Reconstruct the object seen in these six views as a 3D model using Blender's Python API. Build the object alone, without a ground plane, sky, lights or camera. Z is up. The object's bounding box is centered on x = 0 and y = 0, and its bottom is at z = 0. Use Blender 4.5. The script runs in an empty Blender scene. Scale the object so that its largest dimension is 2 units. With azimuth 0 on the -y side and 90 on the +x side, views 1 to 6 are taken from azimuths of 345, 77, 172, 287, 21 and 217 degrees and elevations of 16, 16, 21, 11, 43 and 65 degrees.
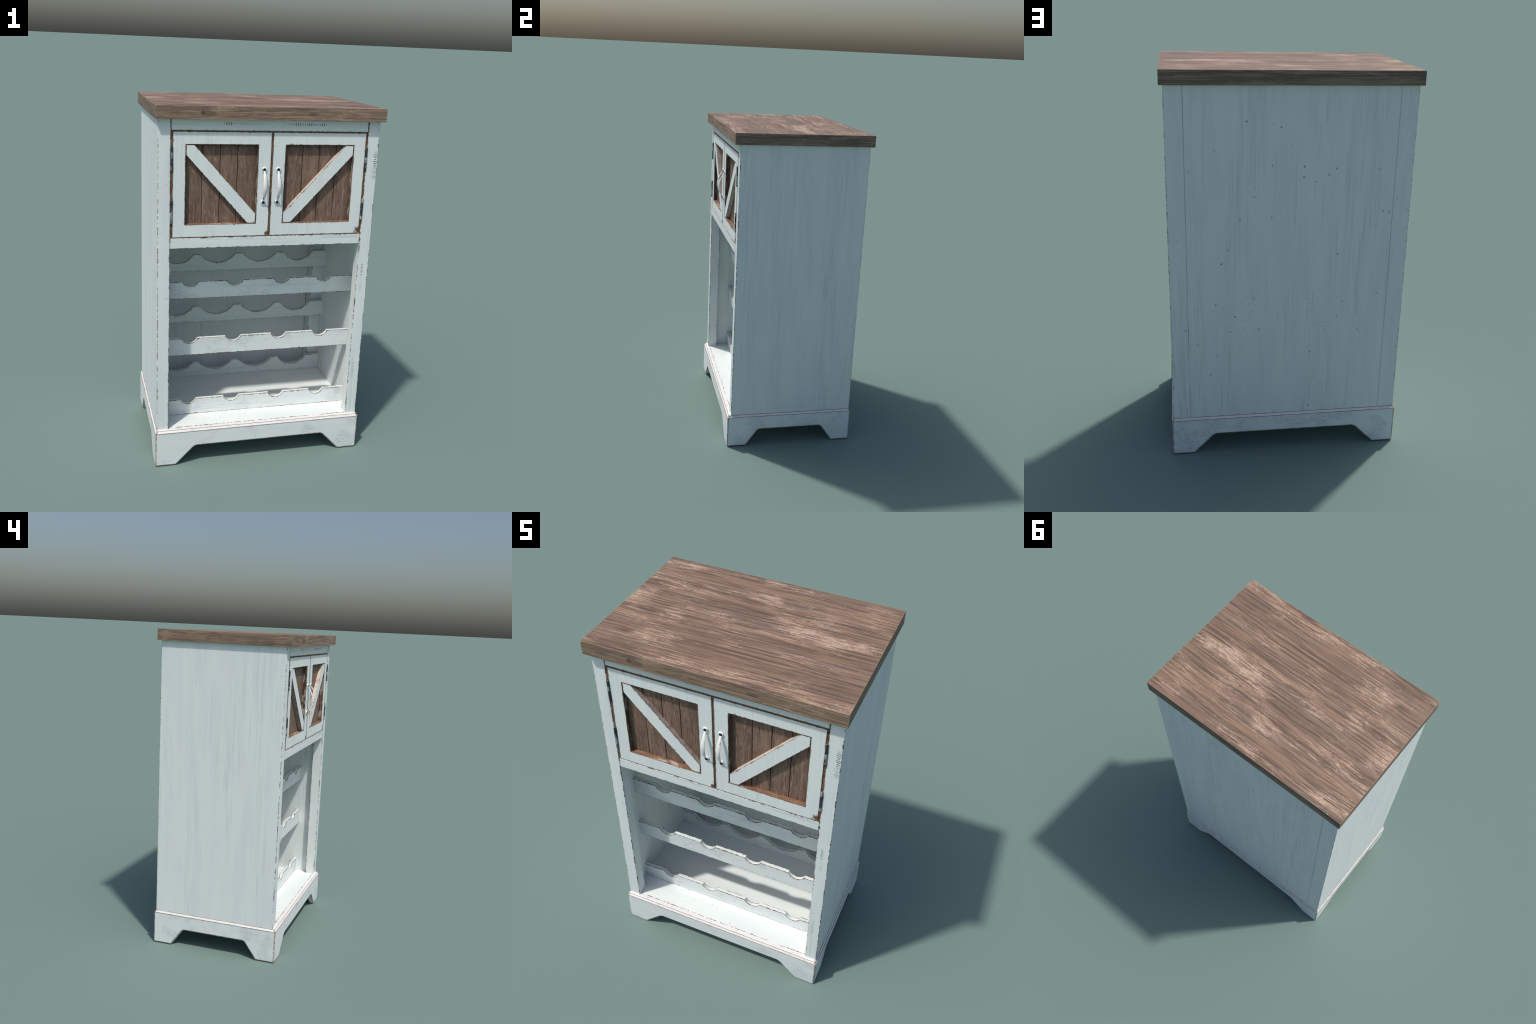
"""Farmhouse wine cabinet: chalk-white worn paint, brown plank top, two barn-style
doors with diagonal braces, three tiers of scalloped bottle racks, bracket-foot base."""
import bpy, bmesh, math
from mathutils import Vector

# ------------------------------------------------------------------ dimensions
TOP_X, TOP_Y, TOP_Z0, TOP_Z1 = 0.6075, 0.420, 1.932, 2.0
BX, YF, YB = 0.590, -0.385, 0.398            # carcass outer half width, front, back
POST_IN, POST_BACK = 0.526, -0.320           # front posts
STILE_IN, STILE_FRONT = 0.5035, 0.290        # rear posts
WALL_IN = 0.571                              # inner face of the side panels
BASE_X, BASE_Y, BASE_Z, BASE_CH = 0.600, 0.4075, 0.2155, 0.202
FLOOR_Z = 0.2175
RAIL_Z = 1.8745                              # underside of the top rail
MID_Z0, MID_Z1 = 1.264, 1.3190               # middle rail
DOOR_X0, DOOR_X1, DOOR_Z0, DOOR_Z1 = 0.0033, 0.5165, 1.3220, 1.8700
OPEN_X0, OPEN_X1, OPEN_Z0, OPEN_Z1 = 0.0740, 0.4490, 1.3915, 1.8040
PLANK_Y = -0.3600
PLANK_LINES = (OPEN_X0, 0.1755, 0.2670, 0.3600, OPEN_X1)
FRONT_NOTCH = ((0.1357, 0.0455), (0.3875, 0.0445))      # centre, half width (mirrored)
BACK_NOTCH = ((0.1345, 0.1110), (0.3855, 0.0985))
FRONT_RACK = dict(y0=-0.2345, y1=-0.2125, notch=FRONT_NOTCH, depth=0.030)
BACK_RACK = dict(y0=0.2465, y1=0.2685, notch=BACK_NOTCH, depth=0.0560)
FRONT_LEVELS = ((0.930, 1.0290), (0.5905, 0.6905), (FLOOR_Z, 0.3120))
BACK_LEVELS = ((0.9335, 1.0370), (0.5950, 0.6965), (FLOOR_Z, 0.3150))


# ------------------------------------------------------------------ node helpers
class V:
    """A socket with arithmetic, so that masks read as formulas."""
    def __init__(self, g, s):
        self.g, self.s = g, s

    def _m(self, op, *a, clamp=False):
        n = self.g.nt.nodes.new("ShaderNodeMath")
        n.operation, n.use_clamp = op, clamp
        for i, x in enumerate((self,) + a):
            self.g.put(n.inputs[i], x)
        return V(self.g, n.outputs[0])

    def __add__(s, o): return s._m("ADD", o)
    __radd__ = __add__
    def __sub__(s, o): return s._m("SUBTRACT", o)
    def __rsub__(s, o): return (s * -1.0) + o
    def __mul__(s, o): return s._m("MULTIPLY", o)
    __rmul__ = __mul__
    def __truediv__(s, o): return s._m("DIVIDE", o)
    def abs(s): return s._m("ABSOLUTE")
    def min(s, o): return s._m("MINIMUM", o)
    def max(s, o): return s._m("MAXIMUM", o)
    def lt(s, o): return s._m("LESS_THAN", o)
    def gt(s, o): return s._m("GREATER_THAN", o)
    def fract(s): return s._m("FRACT")
    def floor(s): return s._m("FLOOR")
    def sin(s): return s._m("SINE")
    def sqrt(s): return s._m("SQRT")
    def clamp(s): return s._m("ADD", 0.0, clamp=True)

    def step(s, a, b):
        """0 at a, 1 at b, smooth between (a may exceed b)."""
        n = s.g.nt.nodes.new("ShaderNodeMapRange")
        n.interpolation_type = "SMOOTHSTEP"
        lo, hi, t0, t1 = (a, b, 0.0, 1.0) if a < b else (b, a, 1.0, 0.0)
        for i, x in enumerate((s, lo, hi, t0, t1)):
            s.g.put(n.inputs[i], x)
        return V(s.g, n.outputs[0])


class Graph:
    def __init__(self, name):
        self.mat = bpy.data.materials.new(name)
        self.mat.use_nodes = True
        self.nt = self.mat.node_tree
        self.bsdf = self.nt.nodes["Principled BSDF"]
        geo = self.nt.nodes.new("ShaderNodeNewGeometry")
        self.pos, self.nor = geo.outputs["Position"], geo.outputs["Normal"]
        self.x, self.y, self.z = self.split(self.pos)
        self.ax = self.x.abs()

    def put(self, inp, x):
        if isinstance(x, V):
            self.nt.links.new(x.s, inp)
        elif isinstance(x, bpy.types.NodeSocket):
            self.nt.links.new(x, inp)
        elif isinstance(x, tuple) and len(x) == 3 and inp.type == "RGBA":
            inp.default_value = (*x, 1.0)
        else:
            inp.default_value = x

    def split(self, s):
        n = self.nt.nodes.new("ShaderNodeSeparateXYZ")
        self.nt.links.new(s, n.inputs[0])
        return [V(self, o) for o in n.outputs]

    def vec(self, x, y, z):
        n = self.nt.nodes.new("ShaderNodeCombineXYZ")
        for i, v in enumerate((x, y, z)):
            self.put(n.inputs[i], v)
        return n.outputs[0]

    def scaled(self, sx, sy, sz, off=0.0):
        n = self.nt.nodes.new("ShaderNodeMapping")
        self.nt.links.new(self.pos, n.inputs[0])
        n.inputs["Scale"].default_value = (sx, sy, sz)
        n.inputs["Location"].default_value = (off, off * 1.7, off * 0.6)
        return n.outputs[0]

    def noise(self, vec, scale=1.0, detail=3.0, rough=0.55, dist=0.0):
        n = self.nt.nodes.new("ShaderNodeTexNoise")
        self.nt.links.new(vec, n.inputs["Vector"])
        for k, v in (("Scale", scale), ("Detail", detail), ("Roughness", rough), ("Distortion", dist)):
            n.inputs[k].default_value = v
        return V(self, n.outputs["Fac"])

    def cells(self, vec, scale):
        n = self.nt.nodes.new("ShaderNodeTexVoronoi")
        self.nt.links.new(vec, n.inputs["Vector"])
        n.inputs["Scale"].default_value = scale
        r, g_, b = self.split(n.outputs["Color"])
        return V(self, n.outputs["Distance"]), r, g_

    def mix(self, f, a, b):
        n = self.nt.nodes.new("ShaderNodeMix")
        n.data_type = "RGBA"
        self.put(n.inputs[0], f)
        self.put(n.inputs[6], a)
        self.put(n.inputs[7], b)
        return n.outputs[2]

    def bump(self, h, dist=0.002, strength=0.6):
        n = self.nt.nodes.new("ShaderNodeBump")
        self.put(n.inputs["Height"], h)
        n.inputs["Distance"].default_value = dist
        n.inputs["Strength"].default_value = strength
        self.nt.links.new(n.outputs[0], self.bsdf.inputs["Normal"])

    def done(self, col, rough=0.6, spec=0.35, metal=0.0):
        self.put(self.bsdf.inputs["Base Color"], col)
        self.put(self.bsdf.inputs["Roughness"], rough)
        self.bsdf.inputs["Specular IOR Level"].default_value = spec
        self.bsdf.inputs["Metallic"].default_value = metal
        return self.mat


def median(a, b, c):
    return a.min(b).max(a.max(b).min(c))


# ------------------------------------------------------------------ materials
PAINT = (0.775, 0.830, 0.812)
PAINT_COOL = (0.735, 0.790, 0.805)
PAINT_MAUVE = (0.770, 0.785, 0.795)
STREAK = (0.565, 0.635, 0.605)
CHIP = (0.215, 0.235, 0.215)
BROWN = (0.105, 0.058, 0.032)
UMBER = (0.19, 0.12, 0.075)


def paint(name, grain="z", dist=None, width=0.006, amount=0.5, line=0.0, smudge=0.5, shade=0.0, patches=0.0,
          streaks=0.6, specks=1.0, feather=None, extra=None, edge_col=BROWN, lighten=0.0):
    """Chalk paint: soft hue drift, wood-grain streaks, flecks, and paint rubbed off where
    dist (metres to the nearest arris) is small."""
    g = Graph(name)
    lo, hi = 1.3, 46.0
    sc = {"z": (hi, hi, lo), "x": (lo, hi, hi), "y": (hi, lo, hi)}[grain]
    hue = g.noise(g.scaled(*(s * 0.22 + 1.6 for s in sc), off=3.1), 1.0, 2.0)
    col = g.mix(hue.step(0.40, 0.66), PAINT, PAINT_COOL)
    mauve = g.noise(g.scaled(*(s * 0.12 + 2.4 for s in sc), off=9.4), 1.0, 2.0)
    col = g.mix(mauve.step(0.52, 0.72) * 0.5, col, PAINT_MAUVE)
    if shade:
        col = g.mix(shade, col, (0.42, 0.45, 0.45))  # greys the paint, standing in for shade inside the cabinet
    if lighten:
        col = g.mix(lighten, col, (0.86, 0.88, 0.87))
    # upright brush and grain streaks, gathered in bands
    def gr(across, along, off, detail=3.0, rough=0.55, dist=0.0):
        v = {"z": (across, across, along), "x": (along, across, across), "y": (across, along, across)}[grain]
        return g.noise(g.scaled(*v, off=off), 1.0, detail, rough, dist)
    band = gr(9.0, 0.9, 5.2, 3.0)
    fine = gr(95.0, 2.6, 1.7, 4.0, 0.6, 0.15)
    st = fine.step(0.50, 0.66) * band.step(0.44, 0.60)
    col = g.mix(gr(30.0, 0.8, 2.8, 4.0, 0.65, 0.1).step(0.50, 0.66) * band.step(0.36, 0.6) * streaks * 0.62, col, (0.630, 0.695, 0.675))
    col = g.mix(st * streaks * 0.75, col, STREAK)
    hair = gr(150.0, 4.0, 8.8, 2.0, 0.5, 0.1)
    col = g.mix(hair.step(0.60, 0.68) * band.step(0.48, 0.62) * streaks * 0.6, col, (0.46, 0.525, 0.50))
    col = g.mix(gr(60.0, 1.2, 13.3, 2.0).step(0.66, 0.72) * streaks * 0.55, col, (0.50, 0.57, 0.545))
    if patches:
        pm = g.noise(g.scaled(*(4.5 if s > 10 else 3.2 for s in sc), off=2.6), 1.5, 3.0, 0.6)
        wv = g.noise(g.scaled(*(150 if s > 10 else 55 for s in sc), off=4.2), 1.0, 2.0, 0.7)
        scr = g.noise(g.scaled(*(210 if s > 10 else 22 for s in sc), off=4.9), 1.0, 2.0, 0.6)
        col = g.mix(pm.step(0.48, 0.62) * (wv.step(0.38, 0.66) * 0.6 + scr.step(0.45, 0.65) * 0.5).clamp() * patches,
                    col, (0.40, 0.435, 0.43))
    # flecks: sparse small chips, denser in clusters
    if specks:
        d, r1, r2 = g.cells(g.scaled(1, 1, 0.85, off=0.3), 33.0)
        warp = g.noise(g.scaled(130, 130, 130, off=0.4), 1.0, 1.0)
        clus = g.noise(g.scaled(3.2, 3.2, 3.2, off=7.7), 1.0, 2.0)
        on = (r1 + clus.step(0.48, 0.68) * 0.36).gt(0.93)
        f1 = (d + (warp - 0.5) * 0.55).step(0.16, 0.06) * on * (r2 * 0.75 + 0.25)
        d2, q1, q2 = g.cells(g.scaled(1, 1, 1.25, off=5.3), 88.0)
        d2 = d2 + (warp - 0.5) * 0.5
        f2 = d2.step(0.36, 0.18) * q1.gt(0.80) * clus.step(0.58, 0.72) * 0.65
        col = g.mix(f1.max(f2) * specks * 0.68, col, CHIP)
    if extra:
        col = extra(g, col)
    height = fine * 0.35 + st * -0.3
    if dist:
        d = dist(g)
        fs = feather or (70.0, 70.0, 70.0)
        n1 = g.noise(g.scaled(*fs, off=6.1), 1.0, 4.0, 0.7)
        n2 = g.noise(g.scaled(13, 13, 13, off=2.9), 1.0, 2.0)
        n = n1 * 0.65 + n2 * 0.35
        reach = ((n - (0.62 - amount * 0.30)) * 6.5).max(0.0).min(1.7) * width
        wear = (reach - d).step(0.0, 0.0009)
        n3 = g.noise(g.scaled(*(f * 1.3 for f in fs), off=12.6), 1.0, 3.0, 0.7)
        soft = (((n * 0.6 + n3 * 0.4 - 0.46) * 9.0).max(0.0).min(1.6) * 0.0085 - d).step(-0.001, 0.0065)
        col = g.mix(soft * smudge, col, (0.30, 0.315, 0.30))
        tone = g.noise(g.scaled(120, 120, 120, off=1.1), 1.0, 2.0)
        col = g.mix(wear, col, g.mix(tone.step(0.35, 0.65), edge_col, UMBER))
        if line:
            ln = (d - (n1 - 0.5) * line * 1.5).step(line * 1.25, line * 0.7)
            col = g.mix(ln * 0.92, col, g.mix(tone.step(0.4, 0.7), (0.105, 0.062, 0.038), (0.23, 0.135, 0.08)))
        height = height - wear * 1.2
    g.bump(height, 0.0012, 0.35)
    return g.done(col, 0.62, 0.30)


def box_dist(cx, hx, cy, hy, cz, hz, mirror=True):
    def f(g):
        u = g.ax if mirror else g.x
        dx = hx - (u - cx).abs() if cx else hx - g.x.abs()
        dy = hy - (g.y - cy).abs()
        dz = hz - (g.z - cz).abs()
        return median(dx.max(0.0), dy.max(0.0), dz.max(0.0))
    return f


def post_dist(g):
    dx = (BX - g.ax).min(g.ax - POST_IN).max(0.0)
    dy = (g.y - YF).min((POST_BACK - g.y) + g.ax.gt(0.58) * 1.0).max(0.0)
    return dx.max(dy)


def rear_post_dist(g):
    dx = (BX - g.ax).min(g.ax - STILE_IN + g.y.gt(0.38) * 1.0).max(0.0)
    dy = (YB - g.y).min(g.y - STILE_FRONT + g.ax.gt(0.58) * 1.0).max(0.0)
    return dx.max(dy)


def back_panel_dist(g):
    """Worn line where the panel meets the rear posts, inside the cabinet."""
    return (STILE_IN - g.ax).max(0.0) + g.y.gt(0.39) * 1.0


def door_inplane(g):
    hx, cx = (DOOR_X1 - DOOR_X0) / 2, (DOOR_X1 + DOOR_X0) / 2
    hz, cz = (DOOR_Z1 - DOOR_Z0) / 2, (DOOR_Z1 + DOOR_Z0) / 2
    ox, oc = (OPEN_X1 - OPEN_X0) / 2, (OPEN_X1 + OPEN_X0) / 2
    oz, od = (OPEN_Z1 - OPEN_Z0) / 2, (OPEN_Z1 + OPEN_Z0) / 2
    outer = (hx - (g.ax - cx).abs()).min(hz - (g.z - cz).abs())
    inner = ((g.ax - oc).abs() - ox).max((g.z - od).abs() - oz)
    return outer.min(inner).max(0.0)


def brace_dist(g):
    a, b = Vector((0.405, OPEN_Z1)), Vector((OPEN_X0, 1.4435))
    t = (b - a).normalized()
    n = Vector((-t.y, t.x))
    c0 = n.dot(a)
    c1 = n.dot(Vector((OPEN_X1, 1.7515)))
    mid, half = (c0 + c1) / 2, abs(c0 - c1) / 2
    across = half - (g.ax * n.x + g.z * n.y - mid).abs()
    ends = (g.ax - OPEN_X0).min(OPEN_X1 - g.ax).min(g.z - OPEN_Z0).min(OPEN_Z1 - g.z)
    return across.min(ends - 0.001).max(0.0)


def rack_dist(z0, z1, spec):
    def f(g):
        cy, hy = (spec["y0"] + spec["y1"]) / 2, (spec["y1"] - spec["y0"]) / 2
        dy = (hy - (g.y - cy).abs()).max(0.0)
        dz = (g.z - z0).min(z1 - g.z)
        for cx, hw in spec["notch"]:
            dep = spec["depth"]
            rad = (hw * hw + dep * dep) / (2 * dep)
            zc = z1 - dep + rad
            du, dv = g.ax - cx, g.z - zc
            dz = dz.min(((du * du + dv * dv).sqrt() - rad).abs())
        return dy.max(dz.max(0.0))
    return f


def tick_marks(g, col, u, v, u0, u1, v0, v1, pitch, strength=0.8):
    """A comb of short scratches across v, repeated along u."""
    cell = (u / pitch).floor()
    rnd = g.noise(g.vec(cell * 0.73, 0.37, 0.11), 1.0, 1.0)
    ph = ((u + (v - v0) * 0.12) / pitch + (rnd - 0.5) * 0.7).fract()
    on = (ph - 0.5).abs().step(0.30, 0.16)
    wig = (rnd - 0.5) * (v1 - v0) * 1.3
    fade = g.noise(g.vec(u * 11.0, 2.2, 4.1), 1.0, 1.0).step(0.36, 0.60)
    m = on * (v - v0 + wig).step(0.0, 0.003) * (v1 - v + wig).step(0.0, 0.003)
    m = m * (u - u0).step(0.0, 0.03) * (u1 - u).step(0.0, 0.03)
    return g.mix(m * (fade * 0.85 + 0.15) * strength, col, (0.11, 0.13, 0.125))


def rail_ticks(g, col):
    col = tick_marks(g, col, g.x, g.z, -0.27, -0.085, 1.9035, 1.9175, 0.0118)
    return tick_marks(g, col, g.x, g.z, 0.045, 0.30, 1.9025, 1.9175, 0.0118, 0.9)


def post_ticks(g, col):
    side = g.y.lt(YF + 0.004) * g.x.gt(0.0)
    keep = col
    col = tick_marks(g, col, g.z, g.x, 1.61, 1.79, 0.565, 0.588, 0.0098, 0.9)
    col = tick_marks(g, col, g.z, g.x, 0.97, 1.16, 0.546, 0.561, 0.0098, 0.75)
    col = tick_marks(g, col, g.z, g.x, 0.43, 0.66, 0.541, 0.557, 0.0098, 0.4)
    return g.mix(side, keep, col)


def door_corner_chips(g, col):
    """Paint knocked off the lower right corner of each door."""
    n = g.noise(g.scaled(95, 20, 60, off=3.3), 1.0, 4.0, 0.7)
    out = col
    for cx, cz, r in ((0.506, 1.341, 0.021), (-0.011, 1.336, 0.013)):
        du, dv = g.x - cx, (g.z - cz) * 0.9
        d = (du * du + dv * dv).sqrt() / r
        out = g.mix((d + (n - 0.5) * 3.2).step(1.15, 0.45), out, (0.15, 0.08, 0.045))
    return out


def back_seam(g, col):
    seam = (g.ax - STILE_IN).abs().step(0.0018, 0.0006) * g.y.gt(0.39)
    return g.mix(seam * 0.35, col, (0.16, 0.18, 0.18))


def back_inside_shade(g, col):
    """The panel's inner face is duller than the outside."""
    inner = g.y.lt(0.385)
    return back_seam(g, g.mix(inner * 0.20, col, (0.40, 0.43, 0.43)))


def make_materials():
    M = {}
    M["post"] = paint("worn_white_post", "z", post_dist, 0.0034, 0.72, extra=post_ticks)
    M["side"] = paint("white_side_panel", "z", None, streaks=0.54, specks=1.3)
    M["rear_post"] = paint("white_rear_post", "z", rear_post_dist, 0.0030, 0.60, line=0.0011, extra=back_seam)
    M["back"] = paint("white_back_panel", "z", back_panel_dist, 0.003, 0.7, line=0.0018, streaks=0.6, specks=1.2, extra=back_inside_shade)
    M["rail"] = paint("white_top_rail", "x", box_dist(0, 0.5235, -0.37, 0.0155, (RAIL_Z + TOP_Z0 + 0.05) / 2,
                      (TOP_Z0 + 0.05 - RAIL_Z) / 2), 0.003, 0.55, line=0.0022, smudge=0.6, extra=rail_ticks,
                      feather=(90, 70, 30))
    M["mid_rail"] = paint("white_middle_rail", "x", box_dist(0, 0.5235, -0.37, 0.0155, (MID_Z0 + MID_Z1) / 2,
                          (MID_Z1 - MID_Z0) / 2), 0.0034, 0.62, line=0.0012)
    M["door"] = paint("white_door_frame", "z", door_inplane, 0.0036, 0.64, line=0.0034, smudge=0.85, streaks=0.35,
                      feather=(85, 70, 26), extra=door_corner_chips)
    M["brace"] = paint("white_brace", "z", brace_dist, 0.0042, 0.64, line=0.0025, smudge=0.85, streaks=0.25, specks=0.8)
    M["floor"] = paint("white_floor_board", "x", lambda g: (g.y + 0.3745).max(FLOOR_Z - g.z).max(0.0),
                       0.0034, 0.72, streaks=0.35, specks=0.9, lighten=0.15)
    for i, (z0, z1) in enumerate(FRONT_LEVELS):
        M["front_rack%d" % i] = paint("worn_white_front_rack", "x", rack_dist(z0, z1, FRONT_RACK), 0.0036, 0.74,
                                      line=0.0014, patches=0.6, streaks=0.5, lighten=0.12)
    for i, (z0, z1) in enumerate(BACK_LEVELS):
        M["back_rack%d" % i] = paint("worn_white_back_rack", "x", rack_dist(z0, z1, BACK_RACK), 0.0028, 0.56, shade=0.10,
                                     streaks=0.6)
    M["base"] = paint("scuffed_white_base", "x", None, patches=0.62, streaks=0.4, lighten=0.1)

    # rounded arrises of the base: rubbed to a brownish pink primer
    g = Graph("rubbed_base_edge")
    n = g.noise(g.scaled(40, 40, 40), 1.0, 4.0, 0.65)
    col = g.mix(n.step(0.40, 0.66), (0.33, 0.270, 0.235), (0.62, 0.545, 0.51))
    M["base_edge"] = g.done(col, 0.65, 0.25)
    # chamfer of the base: cleaner, slightly pink white with dashes of wear
    g = Graph("base_chamfer_white")
    n = g.noise(g.scaled(30, 30, 60), 1.0, 4.0, 0.65)
    col = g.mix(n.step(0.60, 0.70) * 0.8, (0.80, 0.79, 0.785), (0.46, 0.40, 0.37))
    M["base_chamfer"] = g.done(col, 0.6, 0.3)
    # contact line under the chamfer
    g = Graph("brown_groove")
    n = g.noise(g.scaled(25, 25, 25), 1.0, 3.0)
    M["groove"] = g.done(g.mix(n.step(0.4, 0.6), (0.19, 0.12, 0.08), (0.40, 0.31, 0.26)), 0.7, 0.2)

    # raw wood of door edges and openings, also on the added gap filler
    g = Graph("raw_brown_edge_and_filler")
    n = g.noise(g.scaled(40, 40, 40), 1.0, 3.0)
    M["edge_brown"] = g.done(g.mix(n.step(0.35, 0.65), (0.105, 0.064, 0.042), (0.195, 0.115, 0.070)), 0.75, 0.2)
    g = Graph("raw_orange_reveal")
    n = g.noise(g.scaled(22, 50, 22), 1.0, 3.0, 0.6)
    m = g.noise(g.scaled(9, 9, 9, off=3.0), 1.0, 2.0)
    sill = g.mix(n.step(0.35, 0.7), (0.190, 0.104, 0.066), (0.300, 0.168, 0.112))
    sill = g.mix((m * 0.7 + n * 0.5).step(0.64, 0.76) * 0.8, sill, (0.58, 0.46, 0.39))
    edge_brown = g.mix(n.step(0.4, 0.6), (0.075, 0.050, 0.038), (0.170, 0.115, 0.090))
    edge_brown = g.mix((m * 0.6 + n * 0.6).step(0.62, 0.72) * 0.7, edge_brown, (0.45, 0.40, 0.37))
    M["reveal"] = g.done(g.mix(g.split(g.nor)[2].abs().gt(0.5), edge_brown, sill), 0.6, 0.3)
    g = Graph("scuffed_brace_edge_shaded_left")
    n = g.noise(g.scaled(45, 45, 45), 1.0, 3.0, 0.6)
    left = g.mix(n.step(0.35, 0.65), (0.30, 0.225, 0.195), (0.47, 0.40, 0.375))  # left door's brace edge browner: its shadow is painted into the colour
    right = g.mix(n.step(0.5, 0.7), (0.66, 0.58, 0.50), (0.36, 0.26, 0.20))
    M["brace_edge"] = g.done(g.mix(g.x.gt(0.0), left, right), 0.65, 0.25)

    M["top"] = slab_wood()
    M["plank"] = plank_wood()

    g = Graph("dark_worn_iron")
    n = g.noise(g.scaled(60, 60, 25), 1.0, 4.0, 0.65)
    col = g.mix(n.step(0.52, 0.60), (0.035, 0.042, 0.046), (0.40, 0.44, 0.45))
    M["iron"] = g.done(col, 0.5, 0.4, 0.2)
    g = Graph("black_screw_and_gap_sheet")
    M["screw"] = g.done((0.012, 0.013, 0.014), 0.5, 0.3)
    g = Graph("chipped_white_metal")
    n = g.noise(g.scaled(75, 75, 60), 1.0, 4.0, 0.7)
    m = g.noise(g.scaled(160, 160, 160, off=2.0), 1.0, 2.0)
    side = g.split(g.nor)[0].abs()
    col = g.mix(n.step(0.4, 0.7) * 0.25, (0.78, 0.80, 0.79), (0.62, 0.66, 0.65))
    col = g.mix((n + side * 0.10).step(0.61, 0.66), col, g.mix(m.step(0.4, 0.6), (0.10, 0.055, 0.03), (0.28, 0.23, 0.20)))
    M["handle"] = g.done(col, 0.42, 0.45)
    return M


def slab_wood():
    """Weathered brown top: grain runs along the length of every face."""
    g = Graph("weathered_brown_wood")
    nx = g.split(g.nor)[0].abs().gt(0.6)
    u = g.x + (g.y * 1.0 - g.x) * nx                       # along the grain
    w = g.y + (g.x - g.y) * nx
    bend = g.noise(g.vec(u * 1.6, g.y * 3.0, g.z * 3.0), 1.0, 2.0)
    v = w + (bend - 0.5) * 0.05
    zz = g.z + (bend - 0.5) * 0.03

    def gr(su, sv, off, detail=4.0, rough=0.6, dist=0.0):
        return g.noise(g.vec(u * su + off, v * sv + off * 1.3, zz * sv), 1.0, detail, rough, dist)
    broad = gr(0.9, 9.0, 0.7, 3.0)
    fine = gr(5.0, 130.0, 5.9, 3.0, 0.6)
    scuff = gr(10.0, 75.0, 8.4, 5.0, 0.72, 0.6)
    long_dark = gr(1.0, 50.0, 11.1, 3.0, 0.5)
    pores = gr(2.4, 85.0, 3.7, 4.0, 0.6, 0.2)
    col = g.mix(broad.step(0.34, 0.66), (0.225, 0.146, 0.104), (0.310, 0.200, 0.134))
    col = g.mix(gr(0.8, 16.0, 7.3, 2.0).step(0.52, 0.68) * 0.6, col, (0.250, 0.188, 0.158))
    col = g.mix(gr(1.6, 48.0, 2.2, 3.0).step(0.52, 0.68) * 0.55, col, (0.385, 0.262, 0.185))
    col = g.mix(pores.step(0.47, 0.60) * 0.80, col, (0.122, 0.081, 0.060))
    col = g.mix(fine.step(0.48, 0.68) * 0.45, col, (0.130, 0.090, 0.068))
    col = g.mix(long_dark.step(0.585, 0.645) * 0.75, col, (0.095, 0.073, 0.056))
    # pale scuffs: raised grain rubbed light, strongest in worn areas
    area = g.noise(g.vec(u * 2.3 + 1.9, w * 4.6 + 0.6, g.z * 4.0), 1.0, 3.0, 0.6)
    for px, py, rx, ry, k in ((-0.33, -0.23, 0.15, 0.075, 0.30), (-0.56, 0.02, 0.08, 0.10, 0.26), (-0.52, 0.36, 0.12, 0.06, 0.26),
                              (-0.15, 0.01, 0.16, 0.035, 0.18), (0.34, 0.04, 0.22, 0.045, 0.22), (0.52, 0.36, 0.10, 0.08, 0.22),
                              (0.00, 0.235, 0.10, 0.045, 0.16), (-0.05, -0.37, 0.25, 0.035, 0.18), (-0.36, -0.08, 0.08, 0.07, 0.20),
                              (-0.10, 0.385, 0.35, 0.030, 0.18), (0.55, 0.05, 0.07, 0.06, 0.20)):
        du, dv = (g.x - px) / rx, (g.y - py) / ry
        area = area + (du * du + dv * dv).step(1.6, 0.0) * (k * 0.70)
    upright = g.split(g.nor)[2].abs().lt(0.5)
    area = (area - 0.5) * (1.0 - upright * 0.55) + 0.5
    grit = g.noise(g.vec(u * 42.0, w * 140.0, g.z * 140.0), 1.0, 3.0, 0.7, 0.3)
    comb = gr(7.0, 170.0, 17.7, 3.0, 0.6, 0.15)
    s3 = (gr(4.5, 42.0, 15.2, 4.0, 0.62, 0.35) + (area - 0.5) * 0.70).step(0.56, 0.80)
    s1 = (scuff * 0.55 + comb * 0.45 + (area - 0.5) * 0.55).step(0.530, 0.650)
    s2 = (grit * 0.68 + comb * 0.32 + (area - 0.5) * 0.55).step(0.595, 0.680)
    col = g.mix(s3 * 0.48, col, (0.445, 0.310, 0.220))
    col = g.mix(s3 * comb.step(0.54, 0.40) * 0.55, col, (0.200, 0.138, 0.102))
    col = g.mix(s1 * 0.72, col, (0.50, 0.340, 0.245))
    col = g.mix(s2 * 0.72, col, (0.58, 0.440, 0.340))
    col = g.mix(gr(2.0, 150.0, 27.1, 3.0, 0.55).step(0.56, 0.65) * 0.70, col, (0.098, 0.070, 0.054))
    edge = median((TOP_X - g.ax).max(0.0), (TOP_Y - g.y.abs()).max(0.0),
                  (TOP_Z1 - g.z).min(g.z - TOP_Z0).max(0.0))
    col = g.mix((edge - (scuff - 0.5) * 0.006).step(0.0030, 0.0012) * 0.55, col, (0.42, 0.27, 0.19))
    # upright faces are greyer and darker, with a knot or two
    up = g.split(g.nor)[2].abs().lt(0.5)
    grey = g.mix(0.18, col, (0.200, 0.155, 0.105))
    grey = g.mix(gr(2.2, 110.0, 21.0, 3.0).step(0.46, 0.62) * 0.55, grey, (0.120, 0.088, 0.062))
    grey = g.mix(gr(3.0, 120.0, 31.0, 4.0, 0.6).step(0.51, 0.64) * 0.55, grey, (0.370, 0.275, 0.195))
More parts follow.
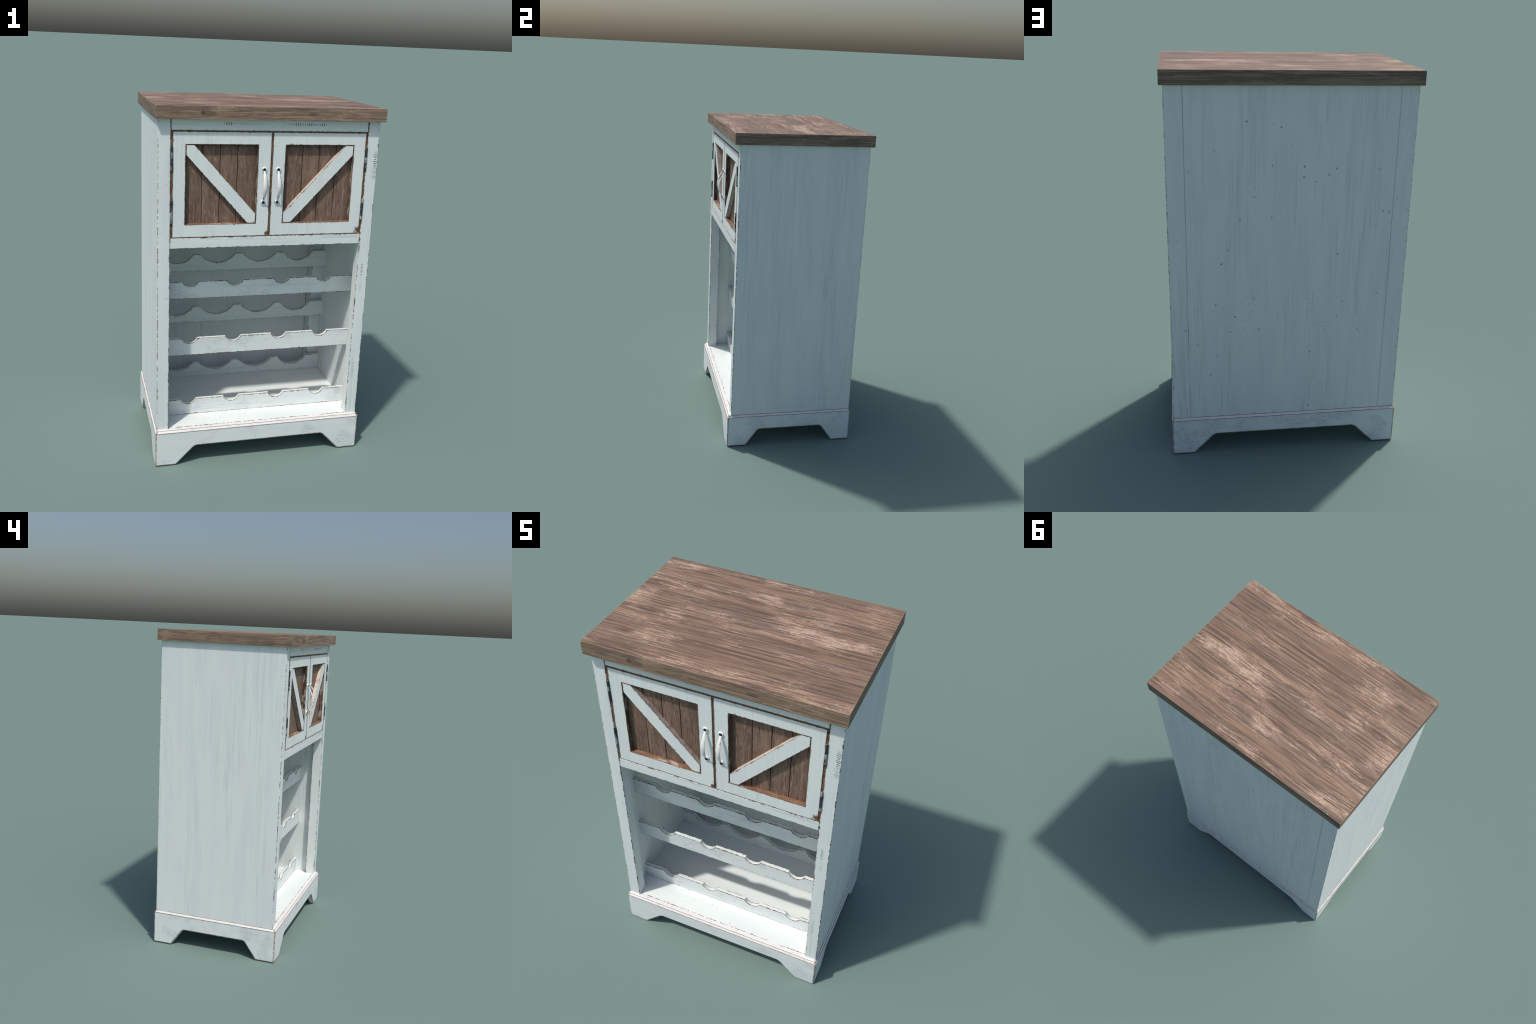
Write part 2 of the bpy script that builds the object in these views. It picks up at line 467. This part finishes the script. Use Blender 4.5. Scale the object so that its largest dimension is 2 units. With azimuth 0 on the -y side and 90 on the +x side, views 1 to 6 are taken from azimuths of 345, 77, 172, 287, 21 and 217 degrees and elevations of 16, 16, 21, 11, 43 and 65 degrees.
    front = g.y.lt(-0.41)
    for kx, kz, sx, r, k in ((-0.372, 1.965, 0.75, 0.013, 0.85), (-0.338, 1.962, 0.34, 0.017, 0.55), (0.200, 1.966, 0.30, 0.011, 0.6)):
        du, dv = (g.x - kx) * sx, g.z - kz
        knot = ((du * du + dv * dv).sqrt() + (bend - 0.5) * 0.01).step(r, r * 0.45) * front
        grey = g.mix(knot * k, grey, (0.075, 0.055, 0.040))
    col = g.mix(up, col, grey)
    g.bump(scuff * 0.6 + pores * -0.5 + fine * -0.3, 0.002, 0.45)
    return g.done(col, 0.60, 0.40)


def plank_wood():
    """Rough-sawn brown boards with fine pale and dark upright fibres."""
    g = Graph("rough_sawn_brown_plank")
    cell = g.noise(g.vec((g.x * 10.75).floor() * 3.1, 0.5, 0.5), 1.0, 1.0)

    def gr(sx, sz, off, detail=4.0, rough=0.6):
        return g.noise(g.vec(g.x * sx + off, g.y * 20.0, g.z * sz + cell * 9.0), 1.0, detail, rough)
    base = gr(22, 1.6, 1.3, 4.0)
    fib = gr(190, 13, 4.1, 3.0, 0.6)
    hair = gr(210, 20, 7.7, 4.0, 0.65)
    weave = gr(90, 190, 2.9, 2.0)
    col = g.mix(base.step(0.36, 0.66), (0.165, 0.106, 0.078), (0.255, 0.168, 0.124))
    col = g.mix(fib.step(0.46, 0.68) * 0.62, col, (0.082, 0.052, 0.037))
    col = g.mix(hair.step(0.54, 0.68) * 0.75, col, (0.43, 0.315, 0.24))
    col = g.mix(weave.step(0.52, 0.70) * 0.35, col, (0.10, 0.065, 0.048))
    # darker toward the sides and top of the opening
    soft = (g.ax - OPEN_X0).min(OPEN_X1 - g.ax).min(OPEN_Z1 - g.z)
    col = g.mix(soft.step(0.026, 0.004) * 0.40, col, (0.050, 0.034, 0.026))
    g.bump(hair * 0.6 - fib * 0.6, 0.0015, 0.5)
    return g.done(col, 0.68, 0.25)


# ------------------------------------------------------------------ mesh helpers
def finish(bm, name, mats, parent, origin=(0, 0, 0), angle=14.0):
    bmesh.ops.recalc_face_normals(bm, faces=bm.faces)
    bmesh.ops.translate(bm, verts=bm.verts, vec=-Vector(origin))
    me = bpy.data.meshes.new(name)
    bm.to_mesh(me)
    bm.free()
    for m in mats:
        me.materials.append(m)
    for p in me.polygons:
        p.use_smooth = True
    me.set_sharp_from_angle(angle=math.radians(angle))
    return place(me, name, parent, origin)


def place(me, name, parent, origin):
    ob = bpy.data.objects.new(name, me)
    bpy.context.scene.collection.objects.link(ob)
    if parent is not None:
        ob.parent = parent
        ob.location = Vector(origin) - ABS[parent.name]
    else:
        ob.location = origin
    ABS[ob.name] = Vector(origin)
    return ob


ABS = {}


def add_box(bm, lo, hi, bevel=0.0, keep=None, segments=1, mat=0):
    """Axis-aligned board; keep(mid) says which arrises are eased."""
    res = bmesh.ops.create_cube(bm, size=1.0)
    vs = res["verts"]
    for v in vs:
        v.co = Vector([lo[i] + (v.co[i] + 0.5) * (hi[i] - lo[i]) for i in range(3)])
    faces = {f for v in vs for f in v.link_faces}
    for f in faces:
        f.material_index = mat
    if bevel:
        es = {e for v in vs for e in v.link_edges}
        if keep:
            es = {e for e in es if keep((e.verts[0].co + e.verts[1].co) / 2)}
        bmesh.ops.bevel(bm, geom=list(es), offset=bevel, segments=segments, profile=0.6, affect="EDGES")


def board(name, lo, hi, mats, parent, bevel=0.0015, keep=None, segments=1):
    bm = bmesh.new()
    add_box(bm, lo, hi, bevel, keep, segments)
    c = [(a + b) / 2 for a, b in zip(lo, hi)]
    return finish(bm, name, mats, parent, c)


def prism(bm, outline, y0, y1):
    """Extrude an (x, z) outline from y0 to y1."""
    a = [bm.verts.new((x, y0, z)) for x, z in outline]
    b = [bm.verts.new((x, y1, z)) for x, z in outline]
    n = len(outline)
    front, back = bm.faces.new(a), bm.faces.new(list(reversed(b)))
    sides = [bm.faces.new((a[(i + 1) % n], a[i], b[i], b[(i + 1) % n])) for i in range(n)]
    return front, back, sides


def rack_outline(z0, z1, spec, half=WALL_IN):
    pts = [(-half, z0), (half, z0), (half, z1)]
    notches = sorted([(s * cx, hw) for cx, hw in spec["notch"] for s in (-1, 1)], reverse=True)
    dep = spec["depth"]
    for cx, hw in notches:
        rad = (hw * hw + dep * dep) / (2 * dep)
        zc, a1 = z1 - dep + rad, math.asin(min(1.0, hw / rad))
        for k in range(17):
            a = a1 * (1 - 2 * k / 16)
            pts.append((cx + rad * math.sin(a), zc - rad * math.cos(a)))
    pts.append((-half, z1))
    return pts


def build_rack(name, z0, z1, spec, mat, parent):
    bm = bmesh.new()
    prism(bm, rack_outline(z0, z1, spec), spec["y0"], spec["y1"])
    es = [e for e in bm.edges if abs(e.verts[0].co.y - e.verts[1].co.y) < 1e-6
          and abs((e.verts[0].co.x + e.verts[1].co.x) / 2) < 0.57]
    bmesh.ops.bevel(bm, geom=es, offset=0.0012, segments=1, affect="EDGES")
    return finish(bm, name, [mat], parent, (0, (spec["y0"] + spec["y1"]) / 2, (z0 + z1) / 2))


def build_base(M, parent):
    """Bracket-foot plinth: one wall swept round the cabinet, arched between the feet."""
    T = 0.0335
    ins = BASE_X - (BX + 0.0015)
    def run(half, foot, knee, flat):
        return [(-half, 0.0), (-foot, 0.0), (-knee, 0.1025), (-flat, 0.1100),
                (flat, 0.1100), (knee, 0.1025), (foot, 0.0)]
    pts = []                                       # x, y, bottom z
    pts += [(x, -BASE_Y, b) for x, b in run(BASE_X, 0.484, 0.3835, 0.369)]
    pts += [(BASE_X, y, b) for y, b in run(BASE_Y, 0.285, 0.2110, 0.2000)]
    pts += [(-x, BASE_Y, b) for x, b in run(BASE_X, 0.484, 0.3835, 0.369)]
    pts += [(-BASE_X, -y, b) for y, b in run(BASE_Y, 0.285, 0.2110, 0.2000)]
    bm = bmesh.new()
    def inset(x, y, d):
        return (max(-BASE_X + d, min(BASE_X - d, x)), max(-BASE_Y + d, min(BASE_Y - d, y)))
    cols = []
    for x, y, b in pts:
        xi, yi = inset(x, y, T)
        xc, yc = inset(x, y, ins)
        ring = [(x, y, b), (x, y, BASE_CH), (xc, yc, BASE_Z), (xi, yi, BASE_Z), (xi, yi, b)]
        cols.append([bm.verts.new(p) for p in ring])
    n = len(cols)
    for i in range(n):
        p, q = cols[i], cols[(i + 1) % n]
        for k in range(5):
            f = bm.faces.new((p[k], q[k], q[(k + 1) % 5], p[(k + 1) % 5]))
            f.material_index = 2 if k in (1, 2) else 0
    bmesh.ops.recalc_face_normals(bm, faces=bm.faces)
    bmesh.ops.dissolve_limit(bm, angle_limit=math.radians(2), verts=bm.verts, edges=bm.edges)
    def sharp(e):
        return len(e.link_faces) == 2 and e.calc_face_angle(0) > math.radians(15)
    def outside(co):
        return max(abs(co.x) / BASE_X, abs(co.y) / BASE_Y) > 0.999
    body = [e for e in bm.edges if sharp(e) and all(outside(v.co) for v in e.verts)
            and not all(abs(v.co.z - BASE_CH) < 1e-4 for v in e.verts)]
    mitre = [e for e in bm.edges if sharp(e) and e not in body
             and {round(v.co.z, 4) for v in e.verts} == {round(BASE_CH, 4), round(BASE_Z, 4)}]
    bmesh.ops.bevel(bm, geom=body + mitre, offset=0.0078, segments=3, profile=0.5, affect="EDGES", material=1)
    base = finish(bm, "bracket_base", [M["base"], M["base_edge"], M["base_chamfer"]], parent, (0, 0, 0.1))
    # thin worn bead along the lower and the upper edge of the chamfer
    bm = bmesh.new()
    for z, off, r in ((BASE_CH + 0.0006, 0.0, 0.0012), (BASE_Z - 0.0004, ins, 0.0011)):
        X, Y = BASE_X - off, BASE_Y - off
        for lo, hi in (((-X + .004, -Y), (X - .004, -Y)), ((-X + .004, Y), (X - .004, Y)),
                       ((-X, -Y + .004), (-X, Y - .004)), ((X, -Y + .004), (X, Y - .004))):
            add_box(bm, (lo[0] - r, lo[1] - r, z - r), (hi[0] + r, hi[1] + r, z + r), r * 0.5)
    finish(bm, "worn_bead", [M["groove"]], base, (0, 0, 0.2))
    return base


def build_door(M, parent, side):
    """Frame with a recessed plank panel, a diagonal brace, a bow handle and two hinges."""
    s = side
    name = "cupboard_door"
    bm = bmesh.new()
    y0, y1 = YF, -0.342
    rad, k = 0.006, 4
    ocx, ocz = (OPEN_X0 + OPEN_X1) / 2, (OPEN_Z0 + OPEN_Z1) / 2
    out = [(DOOR_X0, DOOR_Z0), (DOOR_X1, DOOR_Z0), (DOOR_X1, DOOR_Z1), (DOOR_X0, DOOR_Z1)]
    corners = [(OPEN_X0, OPEN_Z0), (OPEN_X1, OPEN_Z0), (OPEN_X1, OPEN_Z1), (OPEN_X0, OPEN_Z1)]
    arcs = []
    for i, (x, z) in enumerate(corners):
        cx, cz = x + math.copysign(rad, ocx - x), z + math.copysign(rad, ocz - z)
        a0 = math.radians((180, 270, 0, 90)[i])
        arcs.append([(cx + rad * math.cos(a0 + math.pi / 2 * j / k), cz + rad * math.sin(a0 + math.pi / 2 * j / k))
                     for j in range(k + 1)])
    vo = {y: [bm.verts.new((s * x, y, z)) for x, z in out] for y in (y0, y1)}
    vi = {y: [[bm.verts.new((s * x, y, z)) for x, z in a] for a in arcs] for y in (y0, y1)}
    for y in (y0, y1):
        for i in range(4):
            j = (i + 1) % 4
            for q in range(k):
                bm.faces.new((vo[y][i], vi[y][i][q], vi[y][i][q + 1]))
            bm.faces.new((vo[y][i], vo[y][j], vi[y][j][0], vi[y][i][k]))
    for i in range(4):
        j = (i + 1) % 4
        f = bm.faces.new((vo[y0][i], vo[y0][j], vo[y1][j], vo[y1][i]))
        f.material_index = 1
        loop = vi[y0][i] + [vi[y0][j][0]], vi[y1][i] + [vi[y1][j][0]]
        for q in range(k + 1):
            f = bm.faces.new((loop[0][q], loop[0][q + 1], loop[1][q + 1], loop[1][q]))
            f.material_index = 2
    es = [e for e in bm.edges if all(abs(v.co.y - y0) < 1e-6 for v in e.verts)
          and len({f.material_index for f in e.link_faces}) == 2]
    bmesh.ops.bevel(bm, geom=es, offset=0.0016, segments=2, profile=0.5, affect="EDGES")
    org = (s * DOOR_X1, y0, DOOR_Z0)
    door = finish(bm, name, [M["door"], M["edge_brown"], M["reveal"]], parent, org, 18)

    for a, b in zip(PLANK_LINES, PLANK_LINES[1:]):
        lo, hi = sorted((s * a, s * b))
        e0 = 0.004 if a == OPEN_X0 else -0.0015
        e1 = 0.004 if b == OPEN_X1 else -0.0015
        if s < 0:
            e0, e1 = e1, e0
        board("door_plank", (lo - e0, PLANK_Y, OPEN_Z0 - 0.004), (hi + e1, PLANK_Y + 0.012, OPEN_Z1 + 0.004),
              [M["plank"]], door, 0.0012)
    board("plank_gap_darkener", (min(s * 0.06, s * 0.46), PLANK_Y + 0.0123, OPEN_Z0 - 0.012),
          (max(s * 0.06, s * 0.46), PLANK_Y + 0.0165, OPEN_Z1 + 0.012), [M["screw"]], door, 0)  # near-black sheet added to blacken the gaps between planks

    c = 0.0013
    outl = [(OPEN_X1 - c, OPEN_Z1 - c), (0.4050, OPEN_Z1 - c), (OPEN_X0 + c, 1.4435), (OPEN_X0 + c, OPEN_Z0 + c),
            (0.1210, OPEN_Z0 + c), (OPEN_X1 - c, 1.7515)]
    bm = bmesh.new()
    f, b, sides = prism(bm, [(s * x, z) for x, z in outl], -0.3838, PLANK_Y - 0.0002)
    for sd in sides:
        sd.material_index = 1
    bmesh.ops.bevel(bm, geom=list(f.edges), offset=0.0014, segments=2, affect="EDGES")
    finish(bm, "diagonal_brace", [M["brace"], M["brace_edge"]], door, (s * 0.26, PLANK_Y, 1.598))

    build_handle(M, door, s * 0.0378)
    for z0, z1 in ((1.6755, 1.7965), (1.3985, 1.5190)):
        bm = bmesh.new()
        n = 5
        for i in range(n):
            a, b2 = z0 + (z1 - z0) * i / n, z0 + (z1 - z0) * (i + 1) / n
            res = bmesh.ops.create_cone(bm, cap_ends=True, segments=14, radius1=0.0058, radius2=0.0058, depth=b2 - a - 0.0012)
            bmesh.ops.translate(bm, verts=res["verts"], vec=(s * 0.5215, YF - 0.0025, (a + b2) / 2))
        add_box(bm, (s * 0.5215 - 0.0016, YF - 0.0025, z0), (s * 0.5215 + 0.0016, YF + 0.02, z1))
        finish(bm, "door_hinge", [M["iron"]], door, (s * 0.5215, YF, (z0 + z1) / 2), 35)
    return door


def build_handle(M, door, x):
    za, zb = 1.6757, 1.5037
    bm = bmesh.new()
    # bow: flattened strap, widest in the middle, arched away from the door
    n, m = 28, 12
    rings = []
    for i in range(n + 1):
        t = i / n
        z = za - 0.004 + (zb - za + 0.008) * t
        bow = math.sin(math.pi * t)
        y = YF - 0.0045 - 0.0315 * bow ** 0.85
        slope = (t - 0.5) * 2
        w = 0.0042 + 0.0062 * bow ** 0.9
        th = 0.0026 + 0.0012 * bow
        ring = []
        nz = -slope * 0.45
        for k in range(m):
            a = 2 * math.pi * k / m
            u, v = w * math.cos(a), th * math.sin(a)
            ring.append(bm.verts.new((x + u, y - v, z - v * nz)))
        rings.append(ring)
    for p, q in zip(rings, rings[1:]):
        for k in range(m):
            bm.faces.new((p[k], p[(k + 1) % m], q[(k + 1) % m], q[k]))
    bm.faces.new(rings[0])
    bm.faces.new(list(reversed(rings[-1])))
    # rosettes at both ends, dished for the screw
    seg = 24
    prof = ((0.0135, 0.0), (0.0135, 0.0030), (0.0120, 0.0058), (0.0098, 0.0068), (0.0078, 0.0058), (0.0070, 0.0025), (0.0, 0.0025))
    for zc in (za, zb):
        prev = None
        for r, h in prof:
            if r == 0.0:
                bm.faces.new(prev)
                break
            ring = [bm.verts.new((x + r * math.cos(2 * math.pi * k / seg), YF - h, zc + r * math.sin(2 * math.pi * k / seg)))
                    for k in range(seg)]
            if prev:
                for k in range(seg):
                    bm.faces.new((prev[k], prev[(k + 1) % seg], ring[(k + 1) % seg], ring[k]))
            prev = ring
    finish(bm, "pull_handle", [M["handle"]], door, (x, YF, (za + zb) / 2), 60)
    for zc in (za, zb):
        bm = bmesh.new()
        res = bmesh.ops.create_cone(bm, cap_ends=True, segments=20, radius1=0.0074, radius2=0.0068, depth=0.004)
        from mathutils import Matrix
        bmesh.ops.rotate(bm, verts=res["verts"], matrix=Matrix.Rotation(math.radians(90), 3, "X"))
        bmesh.ops.translate(bm, verts=res["verts"], vec=(x, YF - 0.0052, zc))
        finish(bm, "handle_screw", [M["screw"]], door, (x, YF, zc), 30)


# ------------------------------------------------------------------ assembly
def build():
    M = make_materials()
    cab = bpy.data.objects.new("wine_cabinet", None)
    bpy.context.scene.collection.objects.link(cab)
    ABS[cab.name] = Vector((0, 0, 0))
    cab["label"] = "distressed white wooden wine cabinet with brown plank top"
    cab["category"] = "wine cabinet"

    board("wooden_top", (-TOP_X, -TOP_Y, TOP_Z0), (TOP_X, TOP_Y, TOP_Z1), [M["top"]], cab, 0.0022, segments=2)

    for s in (-1, 1):
        def bx(a, b):
            return min(s * a, s * b), max(s * a, s * b)
        # front post
        x0, x1 = bx(POST_IN, BX)
        board("front_post", (x0, YF, BASE_Z - 0.001), (x1, POST_BACK, TOP_Z0 + 0.001), [M["post"]], cab, 0.0018,
              lambda m: abs(m.y - YF) < 1e-4 and abs(m.z - 1) < 0.5 or (abs(abs(m.x) - POST_IN) < 1e-4 and abs(m.z - 1) < 0.5))
        x0, x1 = bx(STILE_IN + 0.0002, BX)
        board("rear_post", (x0, STILE_FRONT, BASE_Z - 0.001), (x1, YB, TOP_Z0 + 0.001), [M["rear_post"]], cab, 0.0018,
              lambda m: abs(m.z - 1) < 0.5 and not (abs(abs(m.x) - BX) < 1e-4 and m.y < 0.3))
        x0, x1 = bx(WALL_IN, BX)
        board("side_panel", (x0, POST_BACK, BASE_Z - 0.001), (x1, STILE_FRONT, TOP_Z0 + 0.001), [M["side"]], cab, 0)

    board("back_panel", (-STILE_IN + 0.0002, 0.375, BASE_Z - 0.001), (STILE_IN - 0.0002, YB, TOP_Z0 + 0.001), [M["back"]], cab, 0.0014,
          lambda m: abs(m.y - YB) < 1e-4 and abs(m.z - 1) < 0.5)
    board("top_rail", (-0.5240, YF + 0.0006, RAIL_Z), (0.5240, -0.355, TOP_Z0 + 0.001), [M["rail"]], cab, 0.0014)
    board("middle_rail", (-0.5240, YF + 0.0006, MID_Z0), (0.5240, -0.355, MID_Z1), [M["mid_rail"]], cab, 0.0014)
    board("cupboard_floor", (-WALL_IN, -0.3195, MID_Z0 + 0.008), (WALL_IN, 0.2895, MID_Z0 + 0.030), [M["side"]], cab, 0)
    board("floor_board", (-WALL_IN, -0.3745, FLOOR_Z - 0.030), (WALL_IN, 0.3745, FLOOR_Z), [M["floor"]], cab, 0.001)

    # brown filler strips added so the narrow door gaps don't render black
    bm = bmesh.new()
    yl, yr = -0.3828, -0.352
    for lo, hi in (((-0.0032, DOOR_Z0), (0.0032, DOOR_Z1)),
                   ((-0.5170, DOOR_Z1 + 0.0002), (0.5170, RAIL_Z + 0.002)), ((-0.5170, MID_Z1 - 0.002), (0.5170, DOOR_Z0 - 0.0002)),
                   ((-0.5265, MID_Z1 - 0.002), (-0.5172, RAIL_Z + 0.002)), ((0.5172, MID_Z1 - 0.002), (0.5265, RAIL_Z + 0.002))):
        add_box(bm, (lo[0], yl, lo[1]), (hi[0], yr, hi[1]))
    finish(bm, "door_gap_filler", [M["edge_brown"]], cab, (0, yl, 1.6))

    for i, (z0, z1) in enumerate(FRONT_LEVELS):
        build_rack("front_bottle_rack", z0, z1, FRONT_RACK, M["front_rack%d" % i], cab)
    for i, (z0, z1) in enumerate(BACK_LEVELS):
        build_rack("rear_bottle_rack", z0, z1, BACK_RACK, M["back_rack%d" % i], cab)
    build_base(M, cab)
    for s in (-1, 1):
        build_door(M, cab, s)


build()
